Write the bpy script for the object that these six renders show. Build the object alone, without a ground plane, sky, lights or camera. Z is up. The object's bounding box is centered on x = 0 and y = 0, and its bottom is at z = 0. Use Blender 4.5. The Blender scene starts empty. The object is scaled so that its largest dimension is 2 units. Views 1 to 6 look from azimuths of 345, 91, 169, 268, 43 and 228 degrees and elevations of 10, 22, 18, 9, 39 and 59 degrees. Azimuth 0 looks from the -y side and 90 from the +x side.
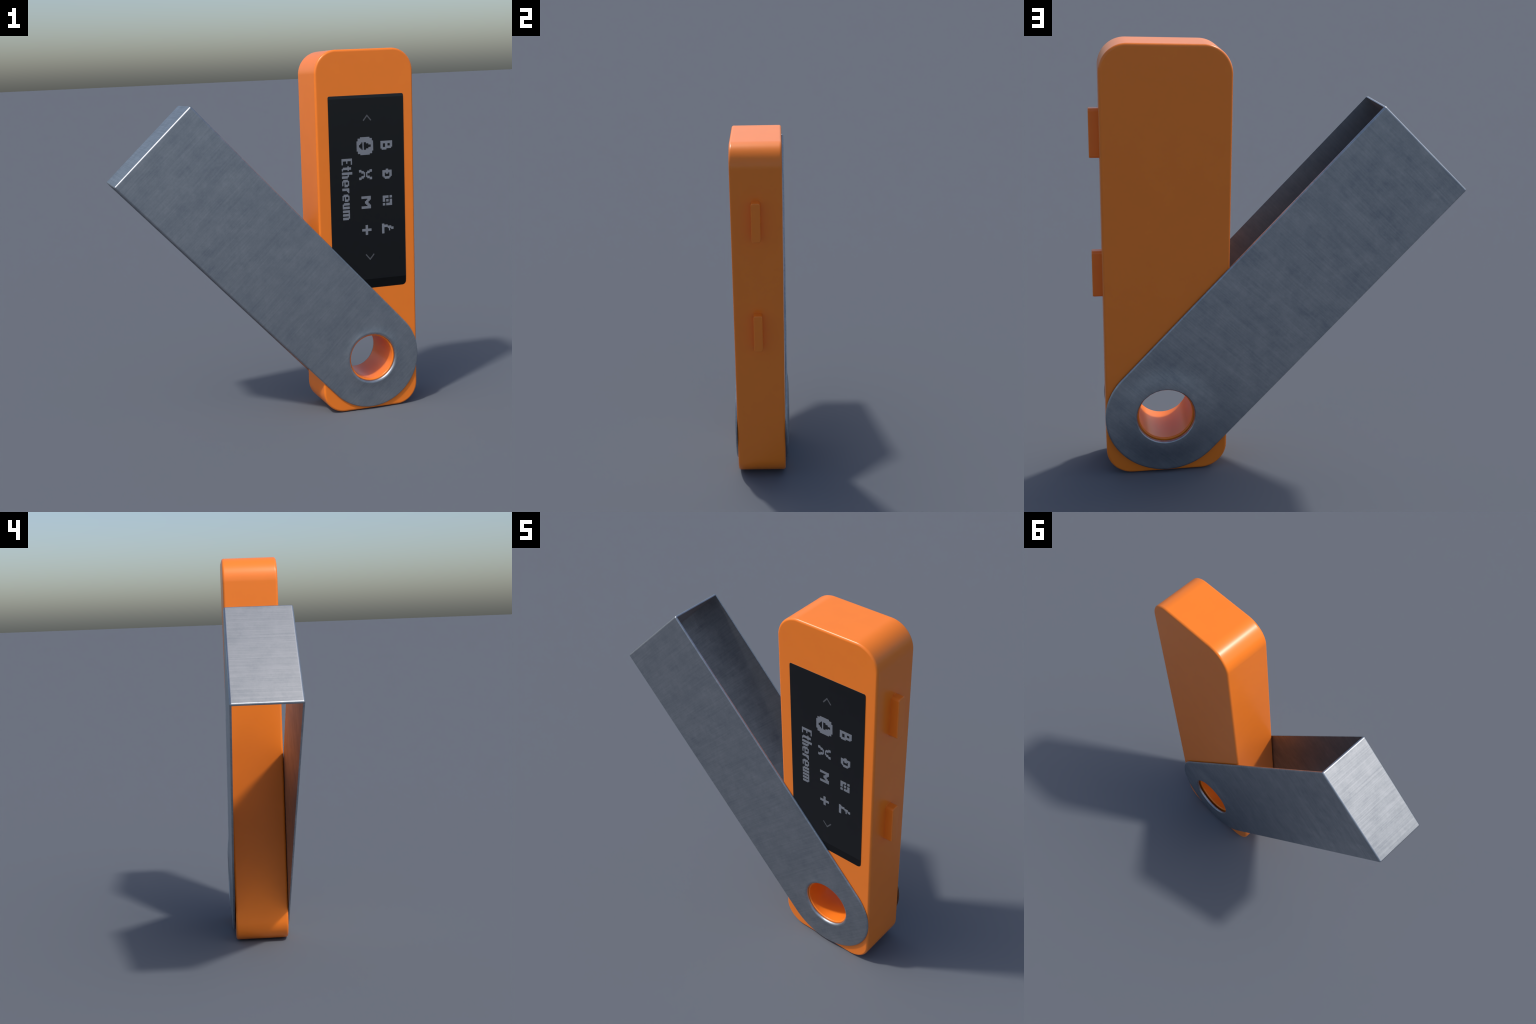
"""Orange stick-shaped crypto hardware wallet standing on end, with a black
display, two side buttons and a swivelled U-shaped brushed steel cover."""
import bpy, bmesh, math
from mathutils import Vector

# ---------------------------------------------------------------- dimensions
BODY_X0, BODY_X1 = 0.2408, 0.8048      # body width (x)
BODY_H = 2.0                           # body height (z)
BODY_T = 0.1375                        # half depth (y)
BODY_R = 0.123                         # outline corner radius
BODY_BEVEL = 0.012
PIVOT = Vector((0.5230, 0.0, 0.2960))  # centre of the cover's round end (axis along y)
HOLE = Vector((0.5292, 0.0, 0.2985))   # axis of the swivel hole
BORE_R = 0.121                         # hole through the body

COVER_ANGLE = math.radians(42.85)      # lean of the cover from the vertical
COVER_L = 1.7150                        # pivot to outside of end wall
COVER_HALF = 0.2845                    # half width
COVER_YF, COVER_YB = -0.1485, 0.1522   # outer faces
COVER_HOLE = 0.1325
SHEET = 0.0092                         # steel thickness
BEND = 0.0095                          # outside bend radius at the end wall


# ---------------------------------------------------------------- materials
def new_mat(name):
    m = bpy.data.materials.new(name)
    m.use_nodes = True
    nt = m.node_tree
    b = nt.nodes["Principled BSDF"]
    return m, nt, b


def coords(nt, scale, rot=(0, 0, 0), source="Object"):
    tc = nt.nodes.new("ShaderNodeTexCoord")
    mp = nt.nodes.new("ShaderNodeMapping")
    mp.inputs["Scale"].default_value = scale
    mp.inputs["Rotation"].default_value = rot
    nt.links.new(tc.outputs[source], mp.inputs["Vector"])
    return mp.outputs["Vector"]


def noise(nt, vec, scale, detail=2.0, rough=0.5):
    n = nt.nodes.new("ShaderNodeTexNoise")
    n.inputs["Scale"].default_value = scale
    n.inputs["Detail"].default_value = detail
    n.inputs["Roughness"].default_value = rough
    nt.links.new(vec, n.inputs["Vector"])
    return n.outputs["Fac"]


def ramp(nt, fac, stops):
    r = nt.nodes.new("ShaderNodeValToRGB")
    el = r.color_ramp.elements
    while len(el) < len(stops):
        el.new(0.5)
    for e, (p, c) in zip(el, stops):
        e.position = p
        e.color = (*c, 1.0)
    nt.links.new(fac, r.inputs["Fac"])
    return r.outputs["Color"]


def math_node(nt, op, a, b):
    n = nt.nodes.new("ShaderNodeMath")
    n.operation = op
    for i, v in enumerate((a, b)):
        if isinstance(v, (int, float)):
            n.inputs[i].default_value = v
        else:
            nt.links.new(v, n.inputs[i])
    return n.outputs[0]


def plastic(name, col, rough, vary=0.03):
    m, nt, b = new_mat(name)
    f = noise(nt, coords(nt, (1, 1, 1)), 9.0, 3.0)
    lo = tuple(c * (1 - vary) for c in col)
    hi = tuple(min(1.0, c * (1 + vary)) for c in col)
    nt.links.new(ramp(nt, f, [(0.3, lo), (0.7, hi)]), b.inputs["Base Color"])
    b.inputs["Roughness"].default_value = rough
    return m


def brushed_steel(name, grain, tint, w_fine, w_wide, w_smudge, w_blot, stain_depth):
    """grain = stretch of the brushing noise in object space: small along the brushing,
    large across it.  Cloudy stains lie over the grain."""
    m, nt, b = new_mat(name)
    gx, gy, gz = grain
    fine = noise(nt, coords(nt, (gx, gy, gz)), 1.0, 3.0, 0.6)
    wide = noise(nt, coords(nt, (gx * 0.6, gy * 0.6, gz * 0.22)), 1.0, 2.0, 0.5)
    smudge = noise(nt, coords(nt, (1, 1, 1)), 4.5, 8.0, 0.78)
    blot = noise(nt, coords(nt, (1.7, 1.7, 1.7)), 7.0, 6.0, 0.85)
    mix = math_node(nt, "ADD",
                    math_node(nt, "ADD", math_node(nt, "MULTIPLY", fine, w_fine), math_node(nt, "MULTIPLY", wide, w_wide)),
                    math_node(nt, "ADD", math_node(nt, "MULTIPLY", smudge, w_smudge), math_node(nt, "MULTIPLY", blot, w_blot)))
    # stains: ragged darker, duller patches
    stain = noise(nt, coords(nt, (1, 1, 1.25)), 3.4, 10.0, 0.74)
    mask = nt.nodes.new("ShaderNodeMapRange")
    mask.inputs["From Min"].default_value = 0.50
    mask.inputs["From Max"].default_value = 0.66
    nt.links.new(stain, mask.inputs["Value"])
    mix = math_node(nt, "SUBTRACT", mix, math_node(nt, "MULTIPLY", mask.outputs["Result"], stain_depth))
    nt.links.new(ramp(nt, mix, [(p, tuple(c * t for c, t in zip(col, tint)))
                                for p, col in ((0.38, STEEL_DARK), (0.50, STEEL_MID), (0.62, STEEL_LIGHT))]), b.inputs["Base Color"])
    b.inputs["Metallic"].default_value = 1.0
    r = nt.nodes.new("ShaderNodeMapRange")
    r.inputs["From Min"].default_value = 0.36
    r.inputs["From Max"].default_value = 0.64
    r.inputs["To Min"].default_value = 0.49
    r.inputs["To Max"].default_value = 0.40
    nt.links.new(mix, r.inputs["Value"])
    nt.links.new(r.outputs["Result"], b.inputs["Roughness"])
    bump = nt.nodes.new("ShaderNodeBump")
    bump.inputs["Strength"].default_value = 0.05
    bump.inputs["Distance"].default_value = 0.003
    nt.links.new(fine, bump.inputs["Height"])
    nt.links.new(bump.outputs["Normal"], b.inputs["Normal"])
    return m


STEEL_DARK = (0.295, 0.325, 0.365)
STEEL_MID = (0.39, 0.415, 0.445)
STEEL_LIGHT = (0.49, 0.51, 0.535)
ORANGE = plastic("orange_plastic", (0.98, 0.228, 0.018), 0.31, 0.012)
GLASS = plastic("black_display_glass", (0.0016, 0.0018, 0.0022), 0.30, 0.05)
GLASS_DARKENED = plastic("black_glass_darker_band", (0.0004, 0.0004, 0.0005), 0.30, 0.05)  # darker, less specular copy of the glass for the bottom band
GLASS_DARKENED.node_tree.nodes["Principled BSDF"].inputs["Specular IOR Level"].default_value = 0.30
GLASS_LIGHTENED = plastic("black_glass_lighter_band", (0.0026, 0.0028, 0.003), 0.30, 0.05)  # slightly lighter copy of the glass for the top band
LIT = plastic("display_grey", (0.205, 0.218, 0.245), 0.45, 0.05)
DIM = plastic("display_dim_grey", (0.085, 0.088, 0.094), 0.45, 0.05)
STEEL = brushed_steel("brushed_steel", (5, 5, 140), (1, 1, 1), 0.22, 0.10, 0.40, 0.30, 0.075)
STEEL_END = brushed_steel("brushed_steel_end_wall", (150, 2.5, 2.5), (0.93, 0.915, 0.885), 0.32, 0.18, 0.22, 0.38, 0.090)


# ---------------------------------------------------------------- helpers
def link(ob, parent=None, mat=None):
    bpy.context.scene.collection.objects.link(ob)
    if parent is not None:
        ob.parent = parent
    if mat is not None:
        ob.data.materials.clear()
        ob.data.materials.append(mat)
    return ob


def bake(ob):
    """Apply all modifiers of ob, keeping name and parent."""
    dg = bpy.context.evaluated_depsgraph_get()
    me = bpy.data.meshes.new_from_object(ob.evaluated_get(dg))
    me.name = ob.name
    ob.modifiers.clear()
    ob.data = me
    return ob


def smooth(ob, angle=35):
    me = ob.data
    me.shade_smooth()
    me.set_sharp_from_angle(angle=math.radians(angle))
    w = ob.modifiers.new("flat_faces", "WEIGHTED_NORMAL")
    w.keep_sharp = True
    w.weight = 100
    return bake(ob)


def rounded_rect(x0, x1, z0, z1, radii, seg=14):
    """Counter-clockwise outline, radii = (lower left, lower right, upper right, upper left)."""
    cs = [((x0, z0), 1, 1, 180, radii[0]), ((x1, z0), -1, 1, 270, radii[1]),
          ((x1, z1), -1, -1, 0, radii[2]), ((x0, z1), 1, -1, 90, radii[3])]
    pts = []
    for (cx, cz), sx, sz, a0, r in cs:
        ox, oz = cx + sx * r, cz + sz * r
        for i in range(seg + 1):
            a = math.radians(a0 + 90 * i / seg)
            pts.append((ox + r * math.cos(a), oz + r * math.sin(a)))
    return pts


def circle(cx, cz, r, n=96):
    return [(cx + r * math.cos(2 * math.pi * i / n), cz + r * math.sin(2 * math.pi * i / n)) for i in range(n)]


def slab(name, loops, half, bevel, steps=4):
    """Plate of outline loops (first outer, others holes) with rounded edges; curve lies in
    its local xy plane and is extruded along local z."""
    cu = bpy.data.curves.new(name, "CURVE")
    cu.dimensions = "2D"
    cu.fill_mode = "BOTH"
    for lp in loops:
        sp = cu.splines.new("POLY")
        sp.points.add(len(lp) - 1)
        for p, (x, y) in zip(sp.points, lp):
            p.co = (x, y, 0, 1)
        sp.use_cyclic_u = True
    cu.extrude = half - bevel
    cu.bevel_depth = bevel
    cu.bevel_resolution = steps
    cu.offset = -bevel
    tmp = bpy.data.objects.new(name + "_curve", cu)
    bpy.context.scene.collection.objects.link(tmp)
    dg = bpy.context.evaluated_depsgraph_get()
    me = bpy.data.meshes.new_from_object(tmp.evaluated_get(dg))
    bpy.data.objects.remove(tmp)
    me.name = name
    bm = bmesh.new()
    bm.from_mesh(me)
    bmesh.ops.remove_doubles(bm, verts=bm.verts, dist=1e-5)
    bmesh.ops.dissolve_limit(bm, angle_limit=1e-4, verts=bm.verts, edges=bm.edges)
    bmesh.ops.recalc_face_normals(bm, faces=bm.faces)
    bm.to_mesh(me)
    bm.free()
    return bpy.data.objects.new(name, me)


def stand_up(ob, y):
    """Local (x, y, z) of a slab -> world (x, -z, y): the outline stands in the x-z plane."""
    for v in ob.data.vertices:
        x, z, d = v.co
        v.co = (x, y - d, z)
    return ob


# ---------------------------------------------------------------- the thing
wallet = bpy.data.objects.new("hardware_wallet", None)
bpy.context.scene.collection.objects.link(wallet)
wallet.location = (0, -0.0055, 0)
wallet.rotation_euler = (0, 0, 0.0105)   # the thing stands turned by a trifle
wallet["label"] = "orange hardware wallet with black display and swivelling steel cover"
wallet["category"] = "hardware wallet"

# body: rounded slab with the swivel hole through its foot
body = slab("body", [rounded_rect(BODY_X0, BODY_X1, 0, BODY_H, [BODY_R] * 4, 20),
                     circle(HOLE.x, HOLE.z, BORE_R, 96)], BODY_T, BODY_BEVEL, 4)
stand_up(body, 0)
# the hole has a tighter edge rounding than the outline
for v in body.data.vertices:
    d = Vector((v.co.x - HOLE.x, 0, v.co.z - HOLE.z))
    if d.length < BORE_R + BODY_BEVEL + 0.002:
        k = 0.58
        d *= (BORE_R + BODY_BEVEL - (BORE_R + BODY_BEVEL - d.length) * k - 0.0015) / d.length
        y = BODY_T - min(BODY_BEVEL, BODY_T - abs(v.co.y)) * k if abs(v.co.y) > 0.05 else abs(v.co.y)
        v.co = (HOLE.x + d.x, math.copysign(y, v.co.y), HOLE.z + d.z)
link(body, wallet, ORANGE)
smooth(body, 50)

# buttons on the +x side, each in a thin pill-shaped surround
for zc in (1.602, 0.9590):
    button = slab("button", [rounded_rect(-0.0245, 0.0245, -0.109, 0.109, [0.013] * 4, 8)], 0.034, 0.005, 3)
    for v in button.data.vertices:
        y, z, d = v.co
        v.co = (0.8155 + d, y - 0.0035, z + zc)
    link(button, body, ORANGE)
    smooth(button, 50)
    collar = slab("button_surround", [rounded_rect(-0.0275, 0.0275, -0.112, 0.112, [0.016] * 4, 8)], 0.003, 0.0008, 2)
    for v in collar.data.vertices:
        y, z, d = v.co
        v.co = (BODY_X1 - 0.0018 + d, y - 0.0035, z + zc)
    link(collar, button, ORANGE)
    smooth(collar, 50)

# ---------------------------------------------------------------- display
SX0, SX1, SZ0, SZ1 = 0.3105, 0.7455, 0.698, 1.7575
FACE_Y = -BODY_T - 0.0022
display = slab("display", [rounded_rect(SX0, SX1, SZ0, SZ1, [0.022, 0.022, 0.009, 0.009], 8)], 0.004, 0.0006, 2)
stand_up(display, FACE_Y + 0.004)
# the glass falls away slightly in a band at the top and a wider one at the bottom
bm = bmesh.new()
bm.from_mesh(display.data)
for zcut in (1.7415, 0.7485):
    bmesh.ops.bisect_plane(bm, geom=bm.verts[:] + bm.edges[:] + bm.faces[:], plane_co=(0, 0, zcut), plane_no=(0, 0, 1))
for v in bm.verts:
    if v.co.y < FACE_Y + 0.002:
        if v.co.z > 1.7415:
            v.co.y += (v.co.z - 1.7415) * 0.11
        elif v.co.z < 0.7485:
            v.co.y += (0.7485 - v.co.z) * 0.035
bm.to_mesh(display.data)
bm.free()
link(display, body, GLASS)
display.data.materials.append(GLASS_DARKENED)
display.data.materials.append(GLASS_LIGHTENED)
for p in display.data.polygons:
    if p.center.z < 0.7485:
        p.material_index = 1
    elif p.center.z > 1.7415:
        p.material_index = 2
display.data.shade_flat()

# pixel marks: rectangles (left, low, right, high) in display pixels, read with the
# display turned a quarter: reading direction = -z, up = +x.  "cut" rectangles erase.
PIX = 0.00684


def pixel_mark(name, base_x, start_z, rects, cuts=(), mat=LIT, pix=PIX):
    cells = set()
    for x0, y0, x1, y1 in rects:
        cells |= {(x, y) for x in range(x0, x1) for y in range(y0, y1)}
    for x0, y0, x1, y1 in cuts:
        cells -= {(x, y) for x in range(x0, x1) for y in range(y0, y1)}
    bm = bmesh.new()
    grid = {}

    def vert(i, j):
        if (i, j) not in grid:
            grid[i, j] = bm.verts.new((base_x + j * pix, FACE_Y, start_z - i * pix))
        return grid[i, j]
    for x, y in sorted(cells):
        bm.faces.new((vert(x, y), vert(x, y + 1), vert(x + 1, y + 1), vert(x + 1, y)))
    bmesh.ops.recalc_face_normals(bm, faces=bm.faces)
    ext = bmesh.ops.extrude_face_region(bm, geom=bm.faces[:])
    for v in ext["geom"]:
        if isinstance(v, bmesh.types.BMVert):
            v.co.y -= 0.0007
    for v in bm.verts:
        if v.co.y > FACE_Y - 0.0003:
            v.co.y += 0.001
    bmesh.ops.recalc_face_normals(bm, faces=bm.faces)
    me = bpy.data.meshes.new(name)
    bm.to_mesh(me)
    bm.free()
    return link(bpy.data.objects.new(name, me), display, mat)


LETTERS = {   # width, rectangles; nine pixels tall
    "E": (5, [(0, 0, 2, 9), (2, 0, 5, 1), (2, 4, 4, 5), (2, 8, 5, 9)]),
    "t": (4, [(1, 1, 3, 8), (0, 5, 4, 6), (2, 0, 4, 1)]),
    "h": (5, [(0, 0, 2, 9), (2, 5, 4, 6), (3, 0, 5, 5)]),
    "e": (6, [(0, 1, 2, 5), (1, 5, 5, 6), (4, 3, 6, 5), (2, 2, 6, 3), (1, 0, 5, 1)]),
    "r": (4, [(0, 0, 2, 6), (2, 4, 3, 5), (2, 5, 4, 6)]),
    "u": (5, [(0, 1, 2, 6), (1, 0, 3, 1), (3, 0, 5, 6)]),
    "m": (8, [(0, 0, 2, 6), (2, 5, 7, 6), (3, 0, 5, 5), (6, 0, 8, 5)]),
}
pos = 0
for ch in "Ethereum":
    w, rects = LETTERS[ch]
    pixel_mark("letter", 0.379, 1.4225 - pos * 0.00665, rects, pix=0.00665)
    pos += w + 1

ROW1, ROW2 = 0.6415, 0.5160           # icon row centres (x)
COL = [1.4850, 1.3300, 1.1790, 1.0255]  # icon column centres (z)


def icon(row_x, col_z, w, h, rects, cuts=()):
    pixel_mark("coin_icon", row_x - h * PIX / 2, col_z + w * PIX / 2, rects, cuts)


icon(ROW2, COL[0], 14, 14,                                   # selected coin: disc with two pyramids
     [(0, 3, 14, 11), (1, 1, 13, 13), (3, 0, 11, 14)],
     [(4, 6, 10, 8), (5, 8, 9, 10), (6, 10, 8, 12), (4, 4, 5, 5), (9, 4, 10, 5), (5, 3, 9, 5), (6, 2, 8, 3)])
icon(ROW1, COL[0] - 0.0025, 7, 10, [(0, 0, 6, 10), (6, 1, 7, 5)], [(2, 2, 5, 4), (2, 6, 4, 8), (5, 9, 6, 10)])
icon(ROW1 + 0.001, COL[1] - 0.0035, 8, 8,
     [(1, 0, 3, 8), (3, 0, 6, 2), (3, 6, 6, 8), (5, 1, 7, 2), (5, 6, 7, 7), (6, 2, 8, 6), (0, 3, 4, 5)])
lower = [(0, 0, 2, 2), (6, 0, 8, 2), (1, 2, 3, 3), (5, 2, 7, 3), (1, 3, 3, 4), (5, 3, 7, 4), (2, 4, 6, 5)]
icon(ROW2, COL[1], 8, 11, lower + [(a, 11 - d, c, 11 - b) for a, b, c, d in lower])
icon(ROW1, COL[2] + 0.001, 8, 8, [(0, 0, 2, 5), (0, 0, 5, 2), (0, 6, 2, 8), (3, 3, 5, 5), (3, 6, 8, 8), (6, 3, 8, 8), (6, 0, 8, 2)])
icon(ROW2, COL[2] - 0.001, 10, 8, [(0, 0, 2, 8), (8, 0, 10, 8), (1, 6, 3, 8), (2, 5, 4, 7), (3, 4, 5, 6), (4, 3, 6, 5),
                           (5, 4, 7, 6), (6, 5, 8, 7), (7, 6, 9, 8)])
icon(ROW2, COL[3], 8, 8, [(3, 0, 5, 8), (0, 3, 8, 5)])
icon(ROW1 - 0.001, COL[3], 8, 10, [(0, 0, 8, 2), (1, 2, 3, 4), (2, 4, 3, 6), (2, 6, 4, 8), (3, 8, 5, 10),
                           (1, 4, 2, 5), (3, 5, 4, 6), (4, 6, 6, 7)])


def arrow(tip_z, base_z, x0, x1, w=0.0072):
    """Thin chevron pointing along z."""
    xm, s = (x0 + x1) / 2, math.copysign(1, tip_z - base_z)
    k = s * w * 1.35
    out = [(x0, base_z), (xm, tip_z), (x1, base_z), (x1 - w * .7, base_z - k * .45), (xm, tip_z - k), (x0 + w * .7, base_z - k * .45)]
    bm = bmesh.new()
    vs = [bm.verts.new((x, FACE_Y + 0.001, z)) for x, z in out]
    halves = [bm.faces.new((vs[0], vs[1], vs[4], vs[5])), bm.faces.new((vs[1], vs[2], vs[3], vs[4]))]
    bmesh.ops.recalc_face_normals(bm, faces=bm.faces)
    ext = bmesh.ops.extrude_face_region(bm, geom=halves)
    for v in ext["geom"]:
        if isinstance(v, bmesh.types.BMVert):
            v.co.y -= 0.0015
    bmesh.ops.recalc_face_normals(bm, faces=bm.faces)
    me = bpy.data.meshes.new("arrow_mark")
    bm.to_mesh(me)
    bm.free()
    link(bpy.data.objects.new("arrow_mark", me), display, DIM)


arrow(1.6530, 1.6230, 0.5070, 0.5565)
arrow(0.8560, 0.8870, 0.5055, 0.5585)

# ---------------------------------------------------------------- steel cover
# Local frame of the cover: x across its width, z from the pivot to the end wall, y depth.
# The sheet swells outward around the hole, then rolls into it:
# per side (crest height, crest radius, width of the outer slope)
SWELL = {-1: (0.0042, 0.1475, 0.050), 1: (0.0100, 0.1400, 0.115)}
HOLE_X = (HOLE.x - PIVOT.x) * math.cos(COVER_ANGLE) + (HOLE.z - PIVOT.z) * math.sin(COVER_ANGLE)
HOLE_Z = -(HOLE.x - PIVOT.x) * math.sin(COVER_ANGLE) + (HOLE.z - PIVOT.z) * math.cos(COVER_ANGLE)


def dome(side, r):
    height, crest, width = SWELL[side]
    if r < crest:                                   # rolled lip, a quarter ellipse
        t = min(1.0, (crest - r) / (crest - COVER_HOLE))
        return height - 0.013 * (1 - math.sqrt(1 - t * t))
    t = max(0.0, 1 - (r - crest) / width)
    return height * (t * t * (3 - 2 * t) if side > 0 else t * t)


def sheet_y(side, z):
    return COVER_YF if side < 0 else COVER_YB


def plate(bm, side, end_z, n_end=10):
    """Flat limb: rings from the hole to the outline; returns verts of its end edge, by x."""
    dirs = []
    for i in range(n_end + 1):                                  # rays to the end edge
        dirs.append((-COVER_HALF + 2 * COVER_HALF * i / n_end, end_z))
    for z in (0.9, 0.5, 0.33, 0.22, 0.14, 0.07):                  # right long edge, downwards
        dirs.append((COVER_HALF, z))
    for i in range(0, 49):                                       # round end
        a = math.pi * i / 48
        dirs.append((COVER_HALF * math.cos(a), -COVER_HALF * math.sin(a)))
    for z in (0.07, 0.14, 0.22, 0.33, 0.5, 0.9):
        dirs.append((-COVER_HALF, z))
    crest = SWELL[side][1]
    lip = [crest - (crest - COVER_HOLE) * math.sin(math.pi / 2 * k / 6) for k in range(6, -1, -1)]
    radii = lip + [0.152, 0.158, 0.166, 0.176, 0.188, 0.202, 0.218, 0.236, 0.254, 0.266]
    rings = []
    for bx, bz in dirs:
        R = math.hypot(bx - HOLE_X, bz - HOLE_Z)
        col = []
        for r in radii + [R]:
            x, z = HOLE_X + (bx - HOLE_X) * r / R, HOLE_Z + (bz - HOLE_Z) * r / R
            h = dome(side, r)
            col.append(bm.verts.new((x, sheet_y(side, z) + side * h, z)))
        rings.append(col)
    n = len(rings)
    for i in range(n):
        a, b = rings[i], rings[(i + 1) % n]
        for k in range(len(radii)):
            bm.faces.new((a[k], b[k], b[k + 1], a[k + 1]))
    return [rings[i][-1] for i in range(n_end + 1)]


bm = bmesh.new()
front_edge = plate(bm, -1, COVER_L - BEND)
back_edge = plate(bm, +1, COVER_L - BEND)
steps = 6
rows = [front_edge]
yf, yb = sheet_y(-1, COVER_L), sheet_y(1, COVER_L)
for i in range(1, steps + 1):
    a = math.pi / 2 * i / steps
    rows.append([bm.verts.new((v.co.x, yf + BEND * (1 - math.cos(a)), COVER_L - BEND + BEND * math.sin(a))) for v in front_edge])
for i in range(0, steps):
    a = math.pi / 2 * (1 - i / steps)
    rows.append([bm.verts.new((v.co.x, yb - BEND * (1 - math.cos(a)), COVER_L - BEND + BEND * math.sin(a))) for v in front_edge])
rows.append(back_edge)
for r0, r1 in zip(rows, rows[1:]):
    for i in range(len(r0) - 1):
        bm.faces.new((r0[i], r0[i + 1], r1[i + 1], r1[i]))
bmesh.ops.recalc_face_normals(bm, faces=bm.faces)
out = [f for f in bm.faces if f.calc_center_median().z > COVER_L - 1e-4]
if out and out[0].normal.z < 0:
    bmesh.ops.reverse_faces(bm, faces=bm.faces)
me = bpy.data.meshes.new("cover")
bm.to_mesh(me)
bm.free()
cover = link(bpy.data.objects.new("cover", me), wallet, STEEL)
so = cover.modifiers.new("thickness", "SOLIDIFY")
so.thickness = SHEET
so.offset = -1
so.use_even_offset = True
bake(cover)
# round the outside edge of the sheet generously, all the other edges a little
bm = bmesh.new()
bm.from_mesh(cover.data)
bm.normal_update()


def is_outer(f):
    c, n = f.calc_center_median(), f.normal
    return n.y * c.y > 0.05 and abs(c.y) > 0.14 or (n.z > 0.3 and c.z > COVER_L - SHEET * 0.6)


def is_rim(f):
    """Faces of the sheet's cut edge, outside the hole."""
    c, n = f.calc_center_median(), f.normal
    far = math.hypot(c.x - HOLE_X, c.z - HOLE_Z) > 0.2
    return far and abs(n.y) < 0.3 and (abs(n.x) > 0.9 or c.z < 0.05)


outer_edges = [e for e in bm.edges if len(e.link_faces) == 2 and
               any(is_outer(f) and not is_rim(f) for f in e.link_faces) and any(is_rim(f) for f in e.link_faces)]
bmesh.ops.bevel(bm, geom=outer_edges, offset=0.0085, segments=5, profile=0.5, affect="EDGES", clamp_overlap=False)
bm.to_mesh(cover.data)
bm.free()
be = cover.modifiers.new("edges", "BEVEL")
be.width = 0.0005
be.segments = 2
be.limit_method = "ANGLE"
be.angle_limit = math.radians(50)
bake(cover)
cover.data.materials.append(STEEL_END)
for p in cover.data.polygons:
    if abs(p.normal.z) > 0.8 and p.center.z > COVER_L - SHEET - 0.002 and p.area > 1e-3:
        p.material_index = 1
smooth(cover, 40)
cover.location = PIVOT
cover.rotation_euler = (0, -COVER_ANGLE, 0)
